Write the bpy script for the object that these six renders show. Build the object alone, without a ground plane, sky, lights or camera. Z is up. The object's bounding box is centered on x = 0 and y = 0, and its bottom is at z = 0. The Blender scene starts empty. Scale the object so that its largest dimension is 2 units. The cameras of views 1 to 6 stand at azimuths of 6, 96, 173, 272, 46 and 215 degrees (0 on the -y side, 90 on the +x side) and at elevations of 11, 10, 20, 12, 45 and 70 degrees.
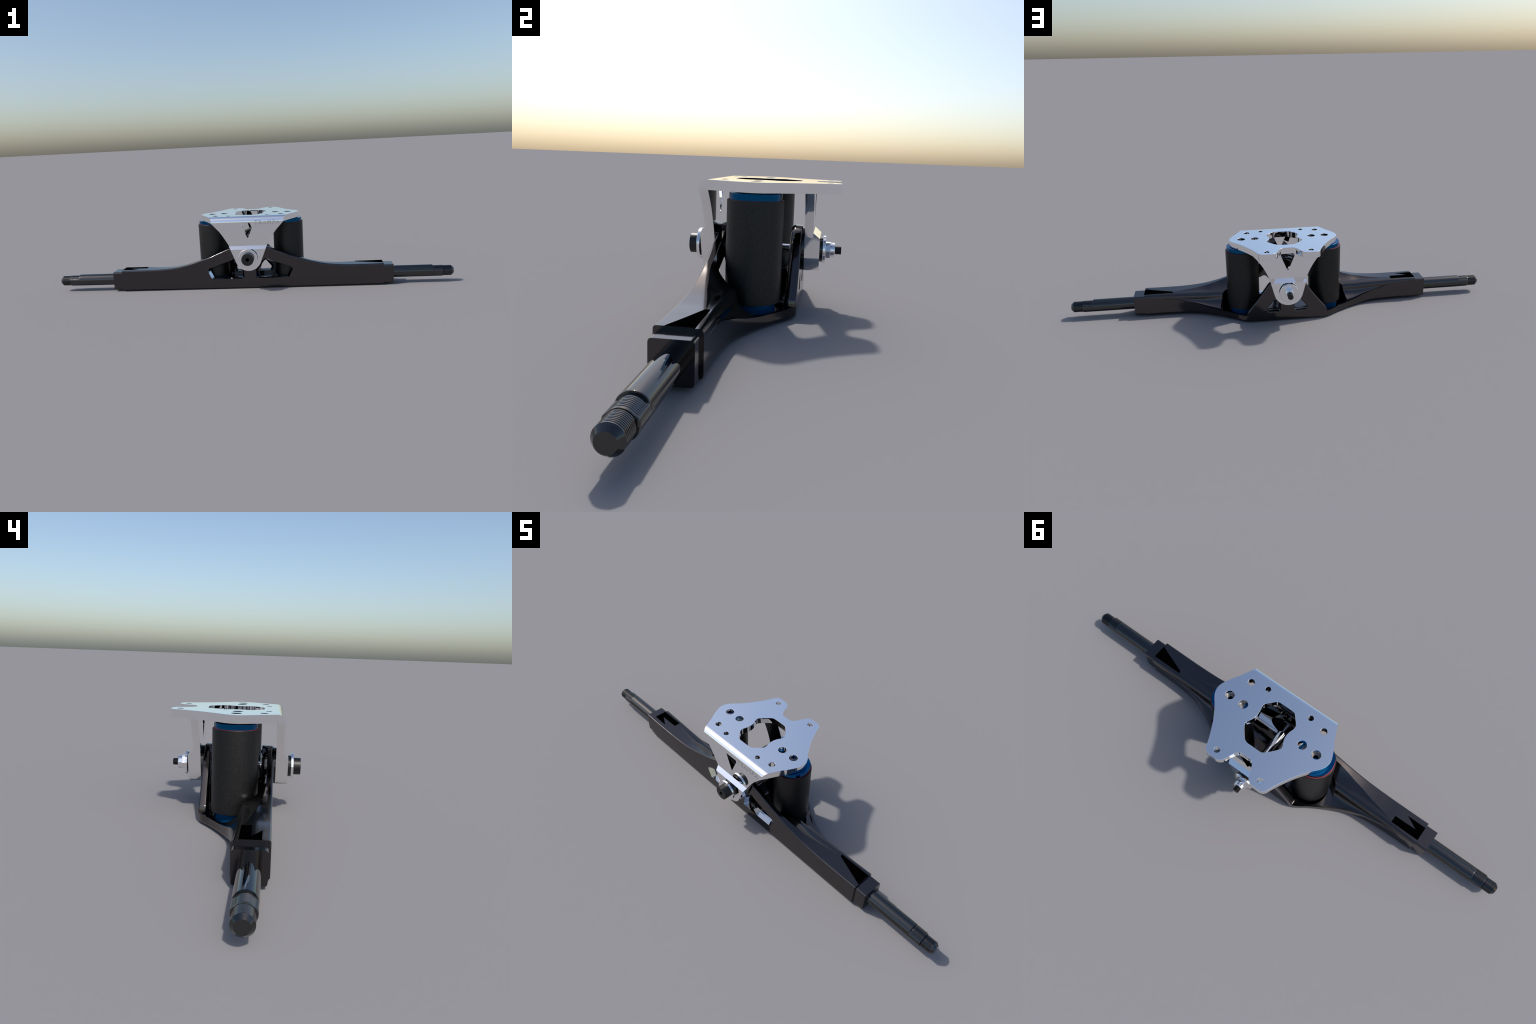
import bpy, bmesh, math
import numpy as np
from mathutils import Vector
from mathutils.geometry import tessellate_polygon

# ------------------------------------------------------------------ materials
def material(name, colour, rough, metallic=1.0, grain=0.0, grain_scale=60.0, bevel=0.0, rough_var=0.02):
    m = bpy.data.materials.new(name)
    m.use_nodes = True
    nt = m.node_tree
    b = nt.nodes['Principled BSDF']
    b.inputs['Base Color'].default_value = (*colour, 1)
    b.inputs['Metallic'].default_value = metallic
    b.inputs['Roughness'].default_value = rough
    tc = nt.nodes.new('ShaderNodeTexCoord')
    nz = nt.nodes.new('ShaderNodeTexNoise')
    nz.inputs['Scale'].default_value = grain_scale
    nz.inputs['Detail'].default_value = 4
    nt.links.new(tc.outputs['Object'], nz.inputs['Vector'])
    mr = nt.nodes.new('ShaderNodeMapRange')
    mr.inputs['To Min'].default_value = max(rough - rough_var, 0.0)
    mr.inputs['To Max'].default_value = rough + rough_var
    nt.links.new(nz.outputs['Fac'], mr.inputs['Value'])
    nt.links.new(mr.outputs['Result'], b.inputs['Roughness'])
    if grain > 0:
        ramp = nt.nodes.new('ShaderNodeValToRGB')
        ramp.color_ramp.elements[0].position = 0.3
        ramp.color_ramp.elements[1].position = 0.7
        ramp.color_ramp.elements[0].color = (*[c * (1 - grain) for c in colour], 1)
        ramp.color_ramp.elements[1].color = (*[c * (1 + grain) for c in colour], 1)
        nt.links.new(nz.outputs['Fac'], ramp.inputs['Fac'])
        nt.links.new(ramp.outputs['Color'], b.inputs['Base Color'])
    if bevel > 0:
        bv = nt.nodes.new('ShaderNodeBevel')
        bv.samples = 6
        bv.inputs['Radius'].default_value = bevel
        nt.links.new(bv.outputs['Normal'], b.inputs['Normal'])
    return m

BLACK   = material('black_anodised_metal', (0.085, 0.079, 0.081), 0.10, grain=0.02, rough_var=0.01)
STEEL   = material('dark_axle_steel', (0.088, 0.088, 0.088), 0.012, grain=0.02, rough_var=0.004)
SILVER  = material('polished_aluminium', (0.95, 0.952, 0.955), 0.018, rough_var=0.005, grain=0.004)
MILLED  = material('bare_milled_aluminium', (0.72, 0.725, 0.73), 0.05, grain=0.02, rough_var=0.01)  # base colour lowered to dull the sky reflection on the window walls
LETTER_DARK  = material('darkened_lettering_metal', (0.45, 0.45, 0.46), 0.16, grain=0.02)  # silver darkened to show dark reflections along the letter edges
CHROME  = material('bright_zinc', (0.93, 0.93, 0.93), 0.03, grain=0.01, rough_var=0.01)
RUBBER  = material('black_spring_sleeve', (0.044, 0.044, 0.044), 0.46, grain=0.12, grain_scale=140, rough_var=0.05)
BLUE    = material('blue_anodised_metal', (0.005, 0.095, 0.235), 0.05, grain=0.03)
BLUE_LOW = material('blue_anodised_lightened', (0.004, 0.11, 0.31), 0.2, metallic=0.55, grain=0.03)  # brighter, less metallic copy of the blue, used on the lower caps
RED     = material('red_seal_ring', (0.40, 0.03, 0.035), 0.5, metallic=0.0, grain=0.05)
PAD     = material('grey_spring_pad', (0.16, 0.16, 0.16), 0.45, grain=0.15, grain_scale=90)
BUSHING = material('black_plastic_bushing', (0.05, 0.05, 0.052), 0.15, grain=0.05)
BOLT    = material('black_oxide_steel', (0.048, 0.048, 0.048), 0.42, grain=0.05)
MATT_BLACK   = material('matt_black', (0.0006, 0.0006, 0.0006), 0.9, metallic=0.0, grain=0.1)
MATT_BLACK.node_tree.nodes['Principled BSDF'].inputs['Specular IOR Level'].default_value = 0.0

# ------------------------------------------------------------------ helpers
ROOT = bpy.data.objects.new('skateboard_truck', None)
bpy.context.scene.collection.objects.link(ROOT)
ROOT['label'] = 'wide black skateboard truck with silver mounting plate and two damper springs'
ROOT['category'] = 'skateboard truck'

def finish(me, smooth_angle=35):
    bm = bmesh.new(); bm.from_mesh(me)
    bmesh.ops.remove_doubles(bm, verts=bm.verts, dist=1e-6)
    bmesh.ops.recalc_face_normals(bm, faces=bm.faces)
    bm.to_mesh(me); bm.free()
    for p in me.polygons: p.use_smooth = True
    me.set_sharp_from_angle(angle=math.radians(smooth_angle))

def make(name, geo, mat, parent=ROOT, smooth_angle=35):
    v, f = geo
    me = bpy.data.meshes.new(name)
    me.from_pydata([tuple(map(float, p)) for p in v], [], f)
    finish(me, smooth_angle)
    me.materials.append(mat)
    o = bpy.data.objects.new(name, me)
    bpy.context.scene.collection.objects.link(o)
    o.parent = parent
    return o

def merge(*geos):
    V, F = [], []
    for v, f in geos:
        n = len(V); V += list(v); F += [tuple(i + n for i in q) for q in f]
    return V, F

def curve(xs, ys):
    """smooth monotone-limited cubic through control points"""
    xs = np.array(xs, float); ys = np.array(ys, float)
    h = np.diff(xs); d = np.diff(ys) / h
    m = np.zeros_like(xs)
    m[0], m[-1] = d[0], d[-1]
    for i in range(1, len(xs) - 1):
        if d[i - 1] * d[i] > 0:
            w1 = 2 * h[i] + h[i - 1]; w2 = h[i] + 2 * h[i - 1]
            m[i] = (w1 + w2) / (w1 / d[i - 1] + w2 / d[i])
    def f(x):
        x = min(max(x, xs[0]), xs[-1])
        i = min(max(int(np.searchsorted(xs, x)) - 1, 0), len(xs) - 2)
        t = (x - xs[i]) / h[i]
        return float(ys[i] * (1 + 2 * t) * (1 - t) ** 2 + m[i] * h[i] * t * (1 - t) ** 2
                     + ys[i + 1] * t * t * (3 - 2 * t) + m[i + 1] * h[i] * t * t * (t - 1))
    return f

def area(p):
    return 0.5 * sum(p[i][0] * p[(i + 1) % len(p)][1] - p[(i + 1) % len(p)][0] * p[i][1] for i in range(len(p)))

def rounded(pts, radii, n=6):
    """polygon with filleted corners"""
    if not hasattr(radii, '__len__'): radii = [radii] * len(pts)
    out = []
    P = [Vector(p) for p in pts]
    for i, p in enumerate(P):
        a = P[i - 1] - p; b = P[(i + 1) % len(P)] - p; r = radii[i]
        la, lb = a.length, b.length
        a.normalize(); b.normalize()
        ang = math.acos(max(-1, min(1, a.dot(b))))
        if r <= 0 or ang > 3.1:
            out.append(tuple(p)); continue
        t = min(r / math.tan(ang / 2), 0.48 * la, 0.48 * lb)
        p0 = p + a * t; p1 = p + b * t
        for k in range(n + 1):
            s = k / n
            q = p0 * (1 - s) ** 2 + p * 2 * s * (1 - s) + p1 * s * s
            out.append(tuple(q))
    return out

def circle(cx, cy, r, n=40, a0=0.0, a1=2 * math.pi, end=False):
    return [(cx + r * math.cos(a0 + (a1 - a0) * k / n), cy + r * math.sin(a0 + (a1 - a0) * k / n)) for k in range(n + (1 if end else 0))]

def offset(poly, d):
    """inset a CCW polygon by d along its vertex normals (CW polygons grow)"""
    n = len(poly); out = []
    for i in range(n):
        p0, p, p1 = (np.array(poly[j % n], float) for j in (i - 1, i, i + 1))
        e0 = p - p0; e1 = p1 - p
        e0 /= max(np.linalg.norm(e0), 1e-9); e1 /= max(np.linalg.norm(e1), 1e-9)
        n0 = np.array([-e0[1], e0[0]]); n1 = np.array([-e1[1], e1[0]])
        m = n0 + n1; L = m.dot(m)
        m = m * (2 / L) if L > 0.6 else m / max(math.sqrt(L), 1e-6)
        out.append(tuple(p + m * d))
    return out

def prism(outer, holes, t0, t1, to3, bevel=0.0, segs=3, bevel0=None):
    """solid plate: 2D outline with holes, extruded t0..t1 with rounded rims; to3(u,v,t)->xyz"""
    loops = [outer if area(outer) > 0 else outer[::-1]] + [h if area(h) < 0 else h[::-1] for h in holes]
    levels = []
    if bevel > 0:
        b0 = bevel if bevel0 is None else bevel0
        for k in range(segs + 1):
            a = math.pi / 2 * k / segs
            levels.append((b0 * (1 - math.sin(a)), t0 + b0 * (1 - math.cos(a))))
        for k in range(segs, -1, -1):
            a = math.pi / 2 * k / segs
            levels.append((bevel * (1 - math.sin(a)), t1 - bevel * (1 - math.cos(a))))
    else:
        levels = [(0, t0), (0, t1)]
    V, F = [], []
    index = []
    for d, t in levels:
        row = []
        for lp in loops:
            q = offset(lp, d) if d > 0 else lp
            row.append(list(range(len(V), len(V) + len(q))))
            V += [to3(u, v, t) for u, v in q]
        index.append(row)
    for a, b in zip(index[:-1], index[1:]):
        for la, lb in zip(a, b):
            n = len(la)
            for i in range(n):
                F.append((la[i], la[(i + 1) % n], lb[(i + 1) % n], lb[i]))
    for lev, (d, t) in ((0, levels[0]), (-1, levels[-1])):
        ql = [[Vector((*p, 0)) for p in (offset(lp, d) if d > 0 else lp)] for lp in loops]
        flat = [i for lp in index[lev] for i in lp]
        for tri in tessellate_polygon(ql):
            F.append(tuple(flat[i] for i in tri))
    return V, F

XZ = lambda u, v, t: (u, t, v)     # outline in x-z, thickness along y
XY = lambda u, v, t: (u, v, t)     # outline in x-y, thickness along z
YZ = lambda u, v, t: (t, u, v)     # outline in y-z, thickness along x

def loft(sections, closed_ends=True, wrap=False):
    V = [p for s in sections for p in s]; n = len(sections[0]); F = []
    for k in range(len(sections) - 1):
        for i in range(n):
            a = k * n + i; b = k * n + (i + 1) % n
            F.append((a, b, b + n, a + n))
    if wrap:
        m = (len(sections) - 1) * n
        F += [(m + i, m + (i + 1) % n, (i + 1) % n, i) for i in range(n)]
    elif closed_ends:
        F.append(tuple(range(n))[::-1])
        F.append(tuple(range((len(sections) - 1) * n, len(sections) * n)))
    return V, F

def lathe(profile, place, n=64, wrap=False):
    """profile: list of (radius, along); place(r*cos, r*sin, along) -> xyz"""
    return loft([[place(r * math.cos(2 * math.pi * k / n), r * math.sin(2 * math.pi * k / n), t) for k in range(n)] for r, t in profile], wrap=wrap)

def mirror(pts):
    """close a right-hand half outline (bottom to top, x>=0) with its mirror image"""
    return pts + [(-x, z) for x, z in reversed(pts) if abs(x) > 1e-9]

def boolean(obj, geo, op='DIFFERENCE'):
    cut = make('cutter', geo, BLACK, None)
    md = obj.modifiers.new('cut', 'BOOLEAN')
    md.operation = op; md.solver = 'EXACT'; md.object = cut
    dg = bpy.context.evaluated_depsgraph_get()
    me = bpy.data.meshes.new_from_object(obj.evaluated_get(dg))
    obj.modifiers.clear()
    old = obj.data; obj.data = me; bpy.data.meshes.remove(old)
    cm = cut.data; bpy.data.objects.remove(cut); bpy.data.meshes.remove(cm)

# ------------------------------------------------------------------ key sizes
BOLT_Z  = 0.1635                  # pivot bolt axis height
AX_Y, AX_Z = -0.0808, 0.0530      # wheel axle axis
TX, TY  = 0.193, -0.0068          # damper tube axis
TOP, UNDER = 0.3645, 0.337        # mounting plate faces
FRONT   = -0.131                  # hanger front face

# ------------------------------------------------------------------ hanger body
top_z   = curve([0, .0276, .06, .09, .159, .206, .252, .317, .387, .448, .51, .58, .66],
                [.233, .229, .219, .208, .180, .1605, .1465, .127, .1130, .1075, .1052, .1052, .1062])
crease  = curve([0, .24, .30, .327, .378, .433, .48, .509, .53, .66],
                [-.110, -.110, -.104, -.0985, -.0905, -.0775, -.068, -.062, -.056, -.052])
wing_y  = curve([0, .183, .19, .25, .33, .40, .46, .54, .60, .66],
                [.1105, .1105, .108, .068, .022, -.008, -.022, -.0285, -.0305, -.031])
rim_z   = curve([0, .185, .30, .344, .414, .47, .515, .60, .66],
                [.031, .031, .034, .039, .056, .068, .078, .080, .085])
def lin(x, xs, ys): return float(np.interp(x, xs, ys))

def arm_section(x):
    a = abs(x)
    zb = lin(a, [0, .2, .659], [0, .001, .0038])
    zt, yc, yw, zr = top_z(a), crease(a), wing_y(a), rim_z(a)
    ridge = min(zt, lin(a, [0, .36, .54], [.0995, .0995, .1045]))
    p = []
    r = .007
    p += [(FRONT + r * (1 - math.sin(t)), zb + r * (1 - math.cos(t))) for t in np.linspace(0, math.pi / 2, 4)]
    r = .0065
    p += [(FRONT + r * (1 - math.cos(t)), zt - r * (1 - math.sin(t))) for t in np.linspace(0, math.pi / 2, 5)]
    drop = zt - ridge
    w = max(min(1.8 * drop, -.058 - yc), 0.0005)
    p += [(yc + w * (.75 * t + .25 * (1 - math.cos(t * math.pi / 2))), zt - drop * (.7 * t + .3 * math.sin(t * math.pi / 2))) for t in np.linspace(0, 1, 7)]
    rr = lin(a, [.3, .5, .659], [.025, .020, .010])
    p += [(-.031 - rr + rr * math.sin(t), ridge - rr + rr * math.cos(t)) for t in np.linspace(0, math.pi / 2, 7)]
    zs = max(.074, zr + .002); zs = min(zs, ridge - rr - .0005)
    zr = min(zr, zs - .0005)
    W = max(yw + .031, 0.0002)
    p += [(-.031 + W * (1 - math.cos(t)), zs - (zs - zr) * math.sin(t)) for t in np.linspace(0, math.pi / 2, 9)]
    yw = -.031 + W
    rf = lin(a, [.185, .4, .66], [.008, .014, .009])
    p += [(yw, zb + rf + .001)]
    p += [(yw - rf + rf * math.cos(t), zb + rf - rf * math.sin(t)) for t in np.linspace(0, math.pi / 2, 5)]
    return [(x, y, z) for y, z in p]

stations = sorted(set([round(s * v, 4) for s in (-1, 1) for v in
                       list(np.arange(0, .64, .01)) + [.183, .187, .65, .659]]))
hanger = make('hanger', loft([arm_section(x) for x in stations]), BLACK)

# pocket behind the front web that takes the two damper tubes
edge = curve([-.109, -.100, -.069, -.046, -.015, .008, .028], [.19, .222, .257, .283, .3005, .3035, .3040])
half = [(edge(y), y) for y in np.linspace(-.109, .018, 20)]
half += [(x, wing_y(x) - .008) for x in np.linspace(.288, .196, 12)] + [(.182, .100)]
pocket = half + [(-x, y) for x, y in reversed(half)]
boolean(hanger, prism(pocket, [], .021, .5, XY))
for s in (1, -1):
    boolean(hanger, prism(circle(s * TX, TY, .0705, 48), [], .012, .1, XY))

# two windows through the front web
win_r = [.004, .006, .006, .010, .006, .008, .008, .006]
win_out = rounded([(.030, .0495), (.194, .0495), (.2155, .094), (.204, .106), (.098, .1415), (.082, .151), (.062, .139), (.030, .092)], win_r, 4)
win_in  = rounded([(.041, .0505), (.184, .0505), (.2035, .091), (.1945, .1015), (.102, .1325), (.084, .141), (.070, .132), (.041, .090)], win_r, 4)
for s in (1, -1):
    boolean(hanger, loft([[(s * x, y, z) for x, z in p] for p, y in ((win_out, -.1315), (win_in, -.1085), (win_in, -.09))]
                         if s > 0 else [[(s * x, y, z) for x, z in p[::-1]] for p, y in ((win_out, -.1315), (win_in, -.1085), (win_in, -.09))]))
finish(hanger.data, 32)
hanger.data.materials.clear(); hanger.data.materials.append(BLACK); hanger.data.materials.append(MILLED)
for p in hanger.data.polygons:
    c = p.center
    if abs(p.normal.y) < .75 and .028 < abs(c.x) < .216 and .048 < c.z < .152 and -.1305 < c.y < -.1085 \
       and c.z < top_z(abs(c.x)) - .012:
        p.material_index = 1
    else:
        p.material_index = 0

# rear web, with its two small windows
rear_half = [(0, .001), (.172, .001), (.1855, .012), (.1855, .044), (.178, .055), (.139, .103), (.110, .142), (.086, .176)]
rear_half += [(.0705 * math.cos(t), BOLT_Z + .0705 * math.sin(t)) for t in np.linspace(math.radians(35), math.pi / 2, 10)]
rear_outline = mirror(rear_half)
rwin = rounded([(.034, .046), (.087, .046), (.094, .061), (.062, .099), (.050, .099), (.034, .086)], .005, 3)
make('rear_web', prism(rear_outline, [rwin, [(-x, z) for x, z in rwin]],   .078, .112, XZ, .005, 5, .014), BLACK, hanger)

def ydisc(name, r, y0, y1, mat, parent, bevel=.001, n=64, cx=0.0, cz=BOLT_Z):
    b = min(bevel, abs(y1 - y0) / 2.2)
    prof = [(r - b, y0), (r - .3 * b, y0 + .3 * b), (r, y0 + b), (r, y1 - b), (r - .3 * b, y1 - .3 * b), (r - b, y1)]
    return make(name, lathe(prof, lambda c, s, t: (cx + c, t, cz + s), n), mat, parent)

ydisc('pivot_boss', .0705, -.1305, -.0885, BLACK, hanger, .009)

# floor between the tubes and the ledges under the windows
def box(x0, x1, y0, y1, z0, z1, r=.002):
    q = rounded([(x0, y0), (x1, y0), (x1, y1), (x0, y1)], r, 2)
    return prism(q, [], z0, z1, XY, .0012, 2)
make('hanger_floor', merge(box(-.112, .112, -.1085, .0785, .004, .028), box(-.105, .105, .064, .0785, .005, .044)), BLACK, hanger)
rib = []
for y in np.linspace(-.108, .080, 40):
    c = abs((y + .014) / .094)
    zt = .108 + .010 * c ** 5
    hw = .0335 + .018 * c ** 8
    rib.append([(x, y, z) for x, z in ((-.046, .02), (.046, .02), (.039, .034), (.0345, .046), (hw, zt - .010), (hw - .003, zt - .003),
                                      (hw - .010, zt), (-hw + .010, zt), (-hw + .003, zt - .003), (-hw, zt - .010), (-.0345, .046), (-.039, .034))])
make('pivot_rib', loft(rib), BLACK, hanger)
make('window_ledge', merge(box(.036, .188, -.109, -.0975, .008, .0492), box(-.188, -.036, -.109, -.0975, .008, .0492)), MILLED, hanger)

# axle sockets: square collars at the arm ends
for s in (1, -1):
    q = rounded([(-.125, .0065), (-.036, .0065), (-.036, .0972), (-.125, .0972)], .009, 5)
    make('axle_socket', prism(q, [], s * .650, s * .707, YZ), BLACK, hanger)

# black patches painting a coplanar-face shading fault on the arms (left and right differ)
patch_r = [(.6585, -.1078), (.6585, -.0500), (.526, -.0500), (.526, -.0602)]
patch_l = [(-.540, -.0500), (-.6585, -.0500), (-.6585, -.1075), (-.579, -.1078), (-.631, -.0800), (-.540, -.0785)]
def key(poly):  # slab version of the black shading patch
    poly = poly if area(poly) > 0 else poly[::-1]
    n = len(poly)
    up = [(x, y, top_z(abs(x)) + .0006) for x, y in poly]; lo = [(x, y, top_z(abs(x)) - .004) for x, y in poly]
    F = [(i, (i + 1) % n, n + (i + 1) % n, n + i) for i in range(n)]
    tr = tessellate_polygon([[Vector((*p, 0)) for p in poly]])
    return lo + up, F + [tuple(t) for t in tr] + [tuple(n + i for i in t) for t in tr]
def patch_strip(poly):
    # follow the gently curved arm top: slice the patch into narrow strips along x
    xs = np.linspace(min(p[0] for p in poly), max(p[0] for p in poly), 25)
    G = []
    for x0, x1 in zip(xs[:-1], xs[1:]):
        xm0, xm1 = x0 + 1e-6, x1 - 1e-6
        def spans(x):
            c = []
            for i in range(len(poly)):
                (ax, ay), (bx, by) = poly[i], poly[(i + 1) % len(poly)]
                if (ax - x) * (bx - x) < 0: c.append(ay + (by - ay) * (x - ax) / (bx - ax))
            return sorted(c)
        s0, s1 = spans(xm0), spans(xm1)
        if len(s0) != len(s1):
            s = s0 if len(s0) < len(s1) else s1
            s0 = s1 = s
        for j in range(0, len(s0) - 1, 2):
            V = []
            for dz in (-.004, .0007):
                for x, y in ((x0, s0[j]), (x1, s1[j]), (x1, s1[j + 1]), (x0, s0[j + 1])):
                    V.append((x, y, top_z(abs(x)) + dz))
            G.append((V, [(0, 1, 2, 3), (4, 5, 6, 7), (0, 1, 5, 4), (1, 2, 6, 5), (2, 3, 7, 6), (3, 0, 4, 7)]))
    return merge(*G)
for kp in (patch_r, patch_l):
    make('black_shading_patch', patch_strip(kp), MATT_BLACK, hanger)

# ------------------------------------------------------------------ wheel axles
def axle_geo(s):
    rings = []
    n = 72
    def ring(x, fn):
        rings.append([(s * x, AX_Y + fn(2 * math.pi * k / n) * math.cos(2 * math.pi * k / n),
                       AX_Z + fn(2 * math.pi * k / n) * math.sin(2 * math.pi * k / n)) for k in range(n)])
    R = .0293
    def upper(a): # 1 on top of the rod, 0 on its flanks and underside
        u = (math.sin(a) - .25) / .45
        u = min(max(u, 0), 1); return u * u * (3 - 2 * u)
    first  = lambda d: (lambda a: R - .0003 - (.0040 + d) * upper(a))
    ring(.640, lambda a: R); ring(.896, lambda a: R); ring(.8985, lambda a: R); ring(.9000, lambda a: R - .0008)
    ring(.9004, first(.0006))
    x = .903
    while x < .943:
        for dx, d in ((0, 0.0), (.0022, .0), (.0030, .0014), (.0040, .0014), (.0048, 0)):
            ring(x + dx, first(d))
        x += .0050
    ring(.9465, first(0)); ring(.9485, lambda a: R - .0015 - .003 * upper(a))
    drop = -.0016
    def second(r): return lambda a: r + drop * math.sin(a)
    ring(.9495, second(.0225))
    x = .9515
    while x < .984:
        for dx, r in ((0, .0252), (.0018, .0252), (.0026, .0233), (.0034, .0233), (.0042, .0252)):
            ring(x + dx, second(r))
        x += .0044
    ring(.9868, second(.0253)); ring(.9895, second(.0253)); ring(.9998, second(.0172)); ring(1.0, second(.0170))
    return loft(rings)
for s in (1, -1):
    make('axle', axle_geo(s), STEEL)

# ------------------------------------------------------------------ mounting plate
def plate_outline():
    right = [(.1910, -.1375), (.214, -.093), (.2405, -.040), (.2475, -.020), (.2487, -.004), (.2440, .016), (.2335, .033),
             (.213, .056), (.1905, .0875), (.175, .113), (.158, .1455), (.1455, .172), (.1365, .195), (.1335, .2035),
             (.1270, .2125), (.1150, .2175), (.0900, .2178), (.0735, .2162), (.0632, .2110), (.0555, .2025),
             (.0475, .1840), (.0425, .1700), (.0360, .1580), (.0275, .1483), (.0160, .1450)]
    return right + [(-x, y) for x, y in reversed(right)]
def hub_hole():
    r = [(.031, -.092), (.040, -.0885), (.046, -.082), (.053, -.0735), (.068, -.058), (.0722, -.048), (.0715, -.037),
         (.0665, -.021), (.0645, -.003), (.0675, .016), (.0745, .031), (.0800, .041), (.0802, .050), (.0755, .059), (.052, .087),
         (.041, .098), (.033, .1022), (.026, .103)]
    return r + [(-x, y) for x, y in reversed(r)]
def soften(poly, n=2):
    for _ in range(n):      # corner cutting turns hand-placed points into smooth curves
        q = []
        for i in range(len(poly)):
            a, b = np.array(poly[i]), np.array(poly[(i + 1) % len(poly)])
            if np.linalg.norm(b - a) > .045:
                u = .010 / np.linalg.norm(b - a) if _ == 0 else .004 / np.linalg.norm(b - a)
            else:
                u = .25
            q += [tuple(a + (b - a) * u), tuple(b - (b - a) * u)]
        poly = q
    return poly
out = plate_outline()
out_s = soften(out[1:-1])
# keep the two crisp front corners where the sheet folds down
k = max(range(len(out_s)), key=lambda i: (out_s[i][0] - out_s[i - 1][0]) ** 2 + (out_s[i][1] - out_s[i - 1][1]) ** 2)
out_s = out_s[k:] + out_s[:k]
out_s = [(.1910, -.1375)] + [p for p in out_s if p[1] > -.088] + [(-.1910, -.1375)]
holes = [soften(hub_hole())]
for s in (1, -1):
    holes += [circle(s * .1627, -.0946, .0134, 28), circle(s * .0959, -.1094, .0105, 24),
              circle(s * .1930, -.0068, .0173, 32), circle(s * .1311, -.0068, .0173, 32),
              circle(s * .0960, .1877, .0112, 24)]
plate = prism(out_s, holes, UNDER, TOP, XY, .0005, 1)
# folded front edge
bend = []
for t in np.linspace(0, math.pi / 2, 17):
    ro = TOP - UNDER
    y0, z0 = -.1370, UNDER
    hw = .1910 - (.1910 - .1772) * math.sin(t)
    o = (y0 - ro * math.sin(t), z0 + ro * math.cos(t)); i = (y0 - .002 * math.sin(t), z0 + .002 * math.cos(t))
    hi = .1910 - (.1910 - .1772) * .002 / ro * math.sin(t)
    bend.append([(-hw, *o), (hw, *o), (hi, *i), (-hi, *i)])
baseplate = make('baseplate', merge(plate, loft(bend)), SILVER, ROOT, 40)

tri_f = rounded([(0, .2555), (.0335, .3335), (-.0315, .3335)], [.0008, .008, .003], 5)
tri_r = rounded([(0, .2530), (.0345, .3365), (-.0345, .3365)], [.0008, .008, .008], 5)
def flange_half(wide, lug_bottom):
    z = [w[1] for w in wide]; xx = [w[0] for w in wide]
    f = curve(z, xx)
    return [(0, lug_bottom[-1][1])] + [(x, zz) for x, zz in reversed(lug_bottom[:-1])] + [(f(v), v) for v in np.linspace(z[0], z[-1], 22)]
lug_arc = [(.0650 * math.cos(t), BOLT_Z + .0650 * math.sin(t)) for t in np.linspace(math.radians(-14), -math.pi / 2, 14)]
# front: flange, then the thicker lug with its sloping shoulder
front_side = [(.0862, .206), (.0930, .2217), (.1085, .2490), (.1350, .2900), (.1580, .3160), (.1772, UNDER)]
front_half = flange_half(front_side, lug_arc)
make('front_flange', prism(mirror(front_half), [tri_f], -.1645, -.1392, XZ), SILVER, baseplate, 25)
rear_side = [(.0786, .206), (.0840, .2220), (.1010, .2610), (.1260, .3020), (.1520, .3330), (.1555, UNDER)]
rear_half2 = flange_half(rear_side, lug_arc)
make('rear_flange', prism(mirror(rear_half2), [tri_r], .1210, .1454, XZ), SILVER, baseplate, 25)
def lug(y_in, y_out, zt_in, zt_out, x_in, x_out):
    arc = [(x, z) for x, z in reversed(lug_arc)]
    arc = arc + [(-x, z) for x, z in reversed(arc) if x > 1e-9]
    arc = sorted(arc, key=lambda p: math.atan2(p[1] - BOLT_Z, p[0]) if p[1] < BOLT_Z else 0)
    s = 1 - .0006 / .065
    a = [(x * s, BOLT_Z + (z - BOLT_Z) * s) for x, z in arc]
    inner = [(x, y_in, z) for x, z in a] + [(x_in, y_in, zt_in), (-x_in, y_in, zt_in)]
    outer = [(x, y_out, z) for x, z in a] + [(x_out, y_out, zt_out), (-x_out, y_out, zt_out)]
    return loft([inner, outer])
make('front_lug', lug(-.1635, -.1812, .2225, .2063, .0925, .0857), SILVER, baseplate, 25)
make('rear_lug', lug(.1443, .1645, .2228, .2060, .0832, .0783), SILVER, baseplate, 25)

# raised lettering on the front fold
tc = bpy.data.curves.new('lettering', 'FONT')
tc.body = 'TRAMPA'
tc.size = .029
tc.space_character = 1.1
tc.extrude = .0006
to = bpy.data.objects.new('lettering_curve', tc)
bpy.context.scene.collection.objects.link(to)
bpy.context.view_layer.update()
tm = bpy.data.meshes.new_from_object(to.evaluated_get(bpy.context.evaluated_depsgraph_get()))
bpy.data.objects.remove(to); bpy.data.curves.remove(tc)
xs = [v.co.x for v in tm.vertices]; ys = [v.co.y for v in tm.vertices]
for v in tm.vertices:
    x = .0355 + (v.co.x - min(xs)) / (max(xs) - min(xs)) * .1225
    z = .3255 + (v.co.y - min(ys)) / (max(ys) - min(ys)) * .0205
    face = -.1370 - math.sqrt((TOP - UNDER) ** 2 - max(z - UNDER, 0) ** 2)
    v.co = (x, face - v.co.z * .6, z)
tm.materials.clear(); tm.materials.append(LETTER_DARK)
lo = bpy.data.objects.new('lettering', tm)
bpy.context.scene.collection.objects.link(lo); lo.parent = baseplate

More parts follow.
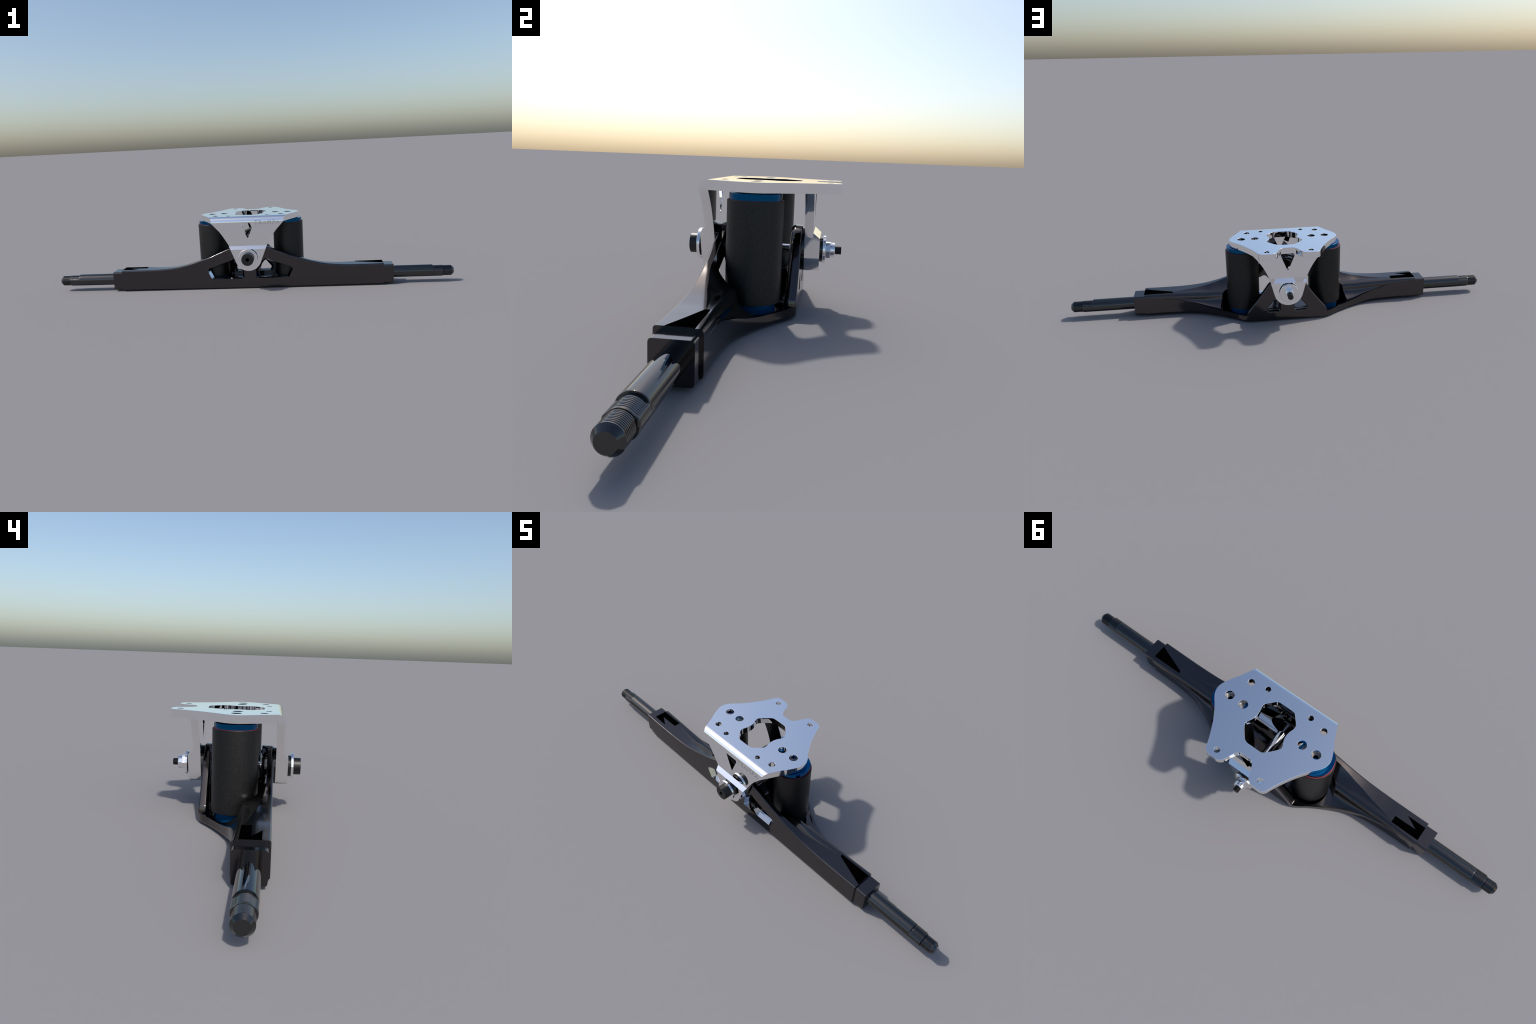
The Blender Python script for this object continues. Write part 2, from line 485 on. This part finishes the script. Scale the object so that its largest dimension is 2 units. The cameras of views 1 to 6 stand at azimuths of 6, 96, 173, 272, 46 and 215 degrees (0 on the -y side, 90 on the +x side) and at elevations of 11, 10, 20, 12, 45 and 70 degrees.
# ------------------------------------------------------------------ damper tubes
for s in (1, -1):
    put = lambda c, d, t: (s * TX + c, TY + d, t)
    tube = make('damper_tube', lathe([(.050, .0470), (.0738, .0470), (.0746, .0474), (.0752, .0485), (.0752, .3160), (.0746, .3172), (.0738, .3177), (.050, .3177)], put, 96), RUBBER)
    make('seal_ring', lathe([(.060, .3168), (.0712, .3168), (.0712, .3180), (.060, .3180)], put, 96, True), RED, tube)
    make('upper_cap', lathe([(.0150, .300), (.0150, .3352), (.0688, .3352), (.0695, .3345), (.0695, .3165), (.068, .3155), (.0300, .300)], put, 96, True), BLUE, tube)
    pad = circle(s * .1760, TY, .0445, 64)
    make('spring_pad', prism(pad, [circle(s * TX, TY, .0095, 32)], .3346, .3367, XY, .0005, 1), PAD, tube)
    make('spring_rod', lathe([(.0148, .295), (.0148, .3215)], put, 40), BLUE, tube)
    make('lower_cap', lathe([(.0605, .0120), (.0615, .0130), (.0615, .0288), (.0598, .0292), (.0598, .0302),
                             (.0615, .0306), (.0615, .0500)], put, 80), BLUE_LOW, tube)

# ------------------------------------------------------------------ pivot bolt and hardware
bolt = make('pivot_bolt', lathe([(.0135, -.21), (.0135, .205)], lambda c, d, t: (c, t, BOLT_Z + d), 48), CHROME)
hexs = [(.0096 * math.cos(math.radians(60 * k + 30)), BOLT_Z + .0096 * math.sin(math.radians(60 * k + 30))) for k in range(6)]
make('bolt_head', merge(prism(circle(0, BOLT_Z, .0298, 64), [hexs], -.2275, -.2015, XZ, .0012, 2),
                        prism(circle(0, BOLT_Z, .015, 24), [], -.214, -.208, XZ)), BOLT, bolt)
make('socket_black_disc', prism(circle(0, BOLT_Z, .0105, 24), [], -.2185, -.2130, XZ), MATT_BLACK, bolt)  # plain black disc at the bottom of the socket, darker than the bolt head
def ring(name, r, ri, y0, y1, mat):
    b = .0008
    o = make(name, lathe([(ri, y0), (r - b, y0), (r, y0 + b), (r, y1 - b), (r - b, y1), (ri, y1)], lambda c, d, t: (c, t, BOLT_Z + d), 72, True), mat, bolt)
    return o
ring('washer', .0466, .012, -.2016, -.1930, CHROME)
ring('bushing_flange', .0375, .012, -.1932, -.1805, BUSHING)
ring('bushing', .0640, .012, -.1405, -.1295, BUSHING)
ring('bushing', .0640, .012, .1100, .1215, BUSHING)
ring('bushing_flange', .0365, .012, .1635, .1735, BUSHING)
ring('washer', .0420, .012, .1733, .1812, CHROME)
nut = rounded([(.0262 * math.cos(math.radians(60 * k)), BOLT_Z + .0262 * math.sin(math.radians(60 * k))) for k in range(6)], .002, 2)
make('lock_nut', merge(prism(nut, [], .1810, .1955, XZ, .0012, 2),
                       lathe([(.0222, .1950), (.0222, .2060), (.0212, .2085), (.0190, .2095)], lambda c, d, t: (c, t, BOLT_Z + d), 56)), CHROME, bolt)
prof = []
y = .2090
while y < .2245:
    prof += [(.0122, y), (.0122, y + .0018), (.0106, y + .0026), (.0106, y + .0032), (.0122, y + .0040)]; y += .0042
prof += [(.0118, .2268), (.0110, .2275)]
make('bolt_thread', lathe(prof, lambda c, d, t: (c, t, BOLT_Z + d), 40), BOLT, bolt)

# ------------------------------------------------------------------ shading normals: flats stay flat next to rounded edges
for o in [o for o in bpy.data.objects if o.type == 'MESH']:
    md = o.modifiers.new('normals', 'WEIGHTED_NORMAL')
    md.mode = 'FACE_AREA'; md.weight = 50; md.keep_sharp = True
dg = bpy.context.evaluated_depsgraph_get()
baked = [(o, bpy.data.meshes.new_from_object(o.evaluated_get(dg))) for o in bpy.data.objects if o.type == 'MESH']
for o, me in baked:
    o.modifiers.clear()
    me.name = o.name
    o.data = me
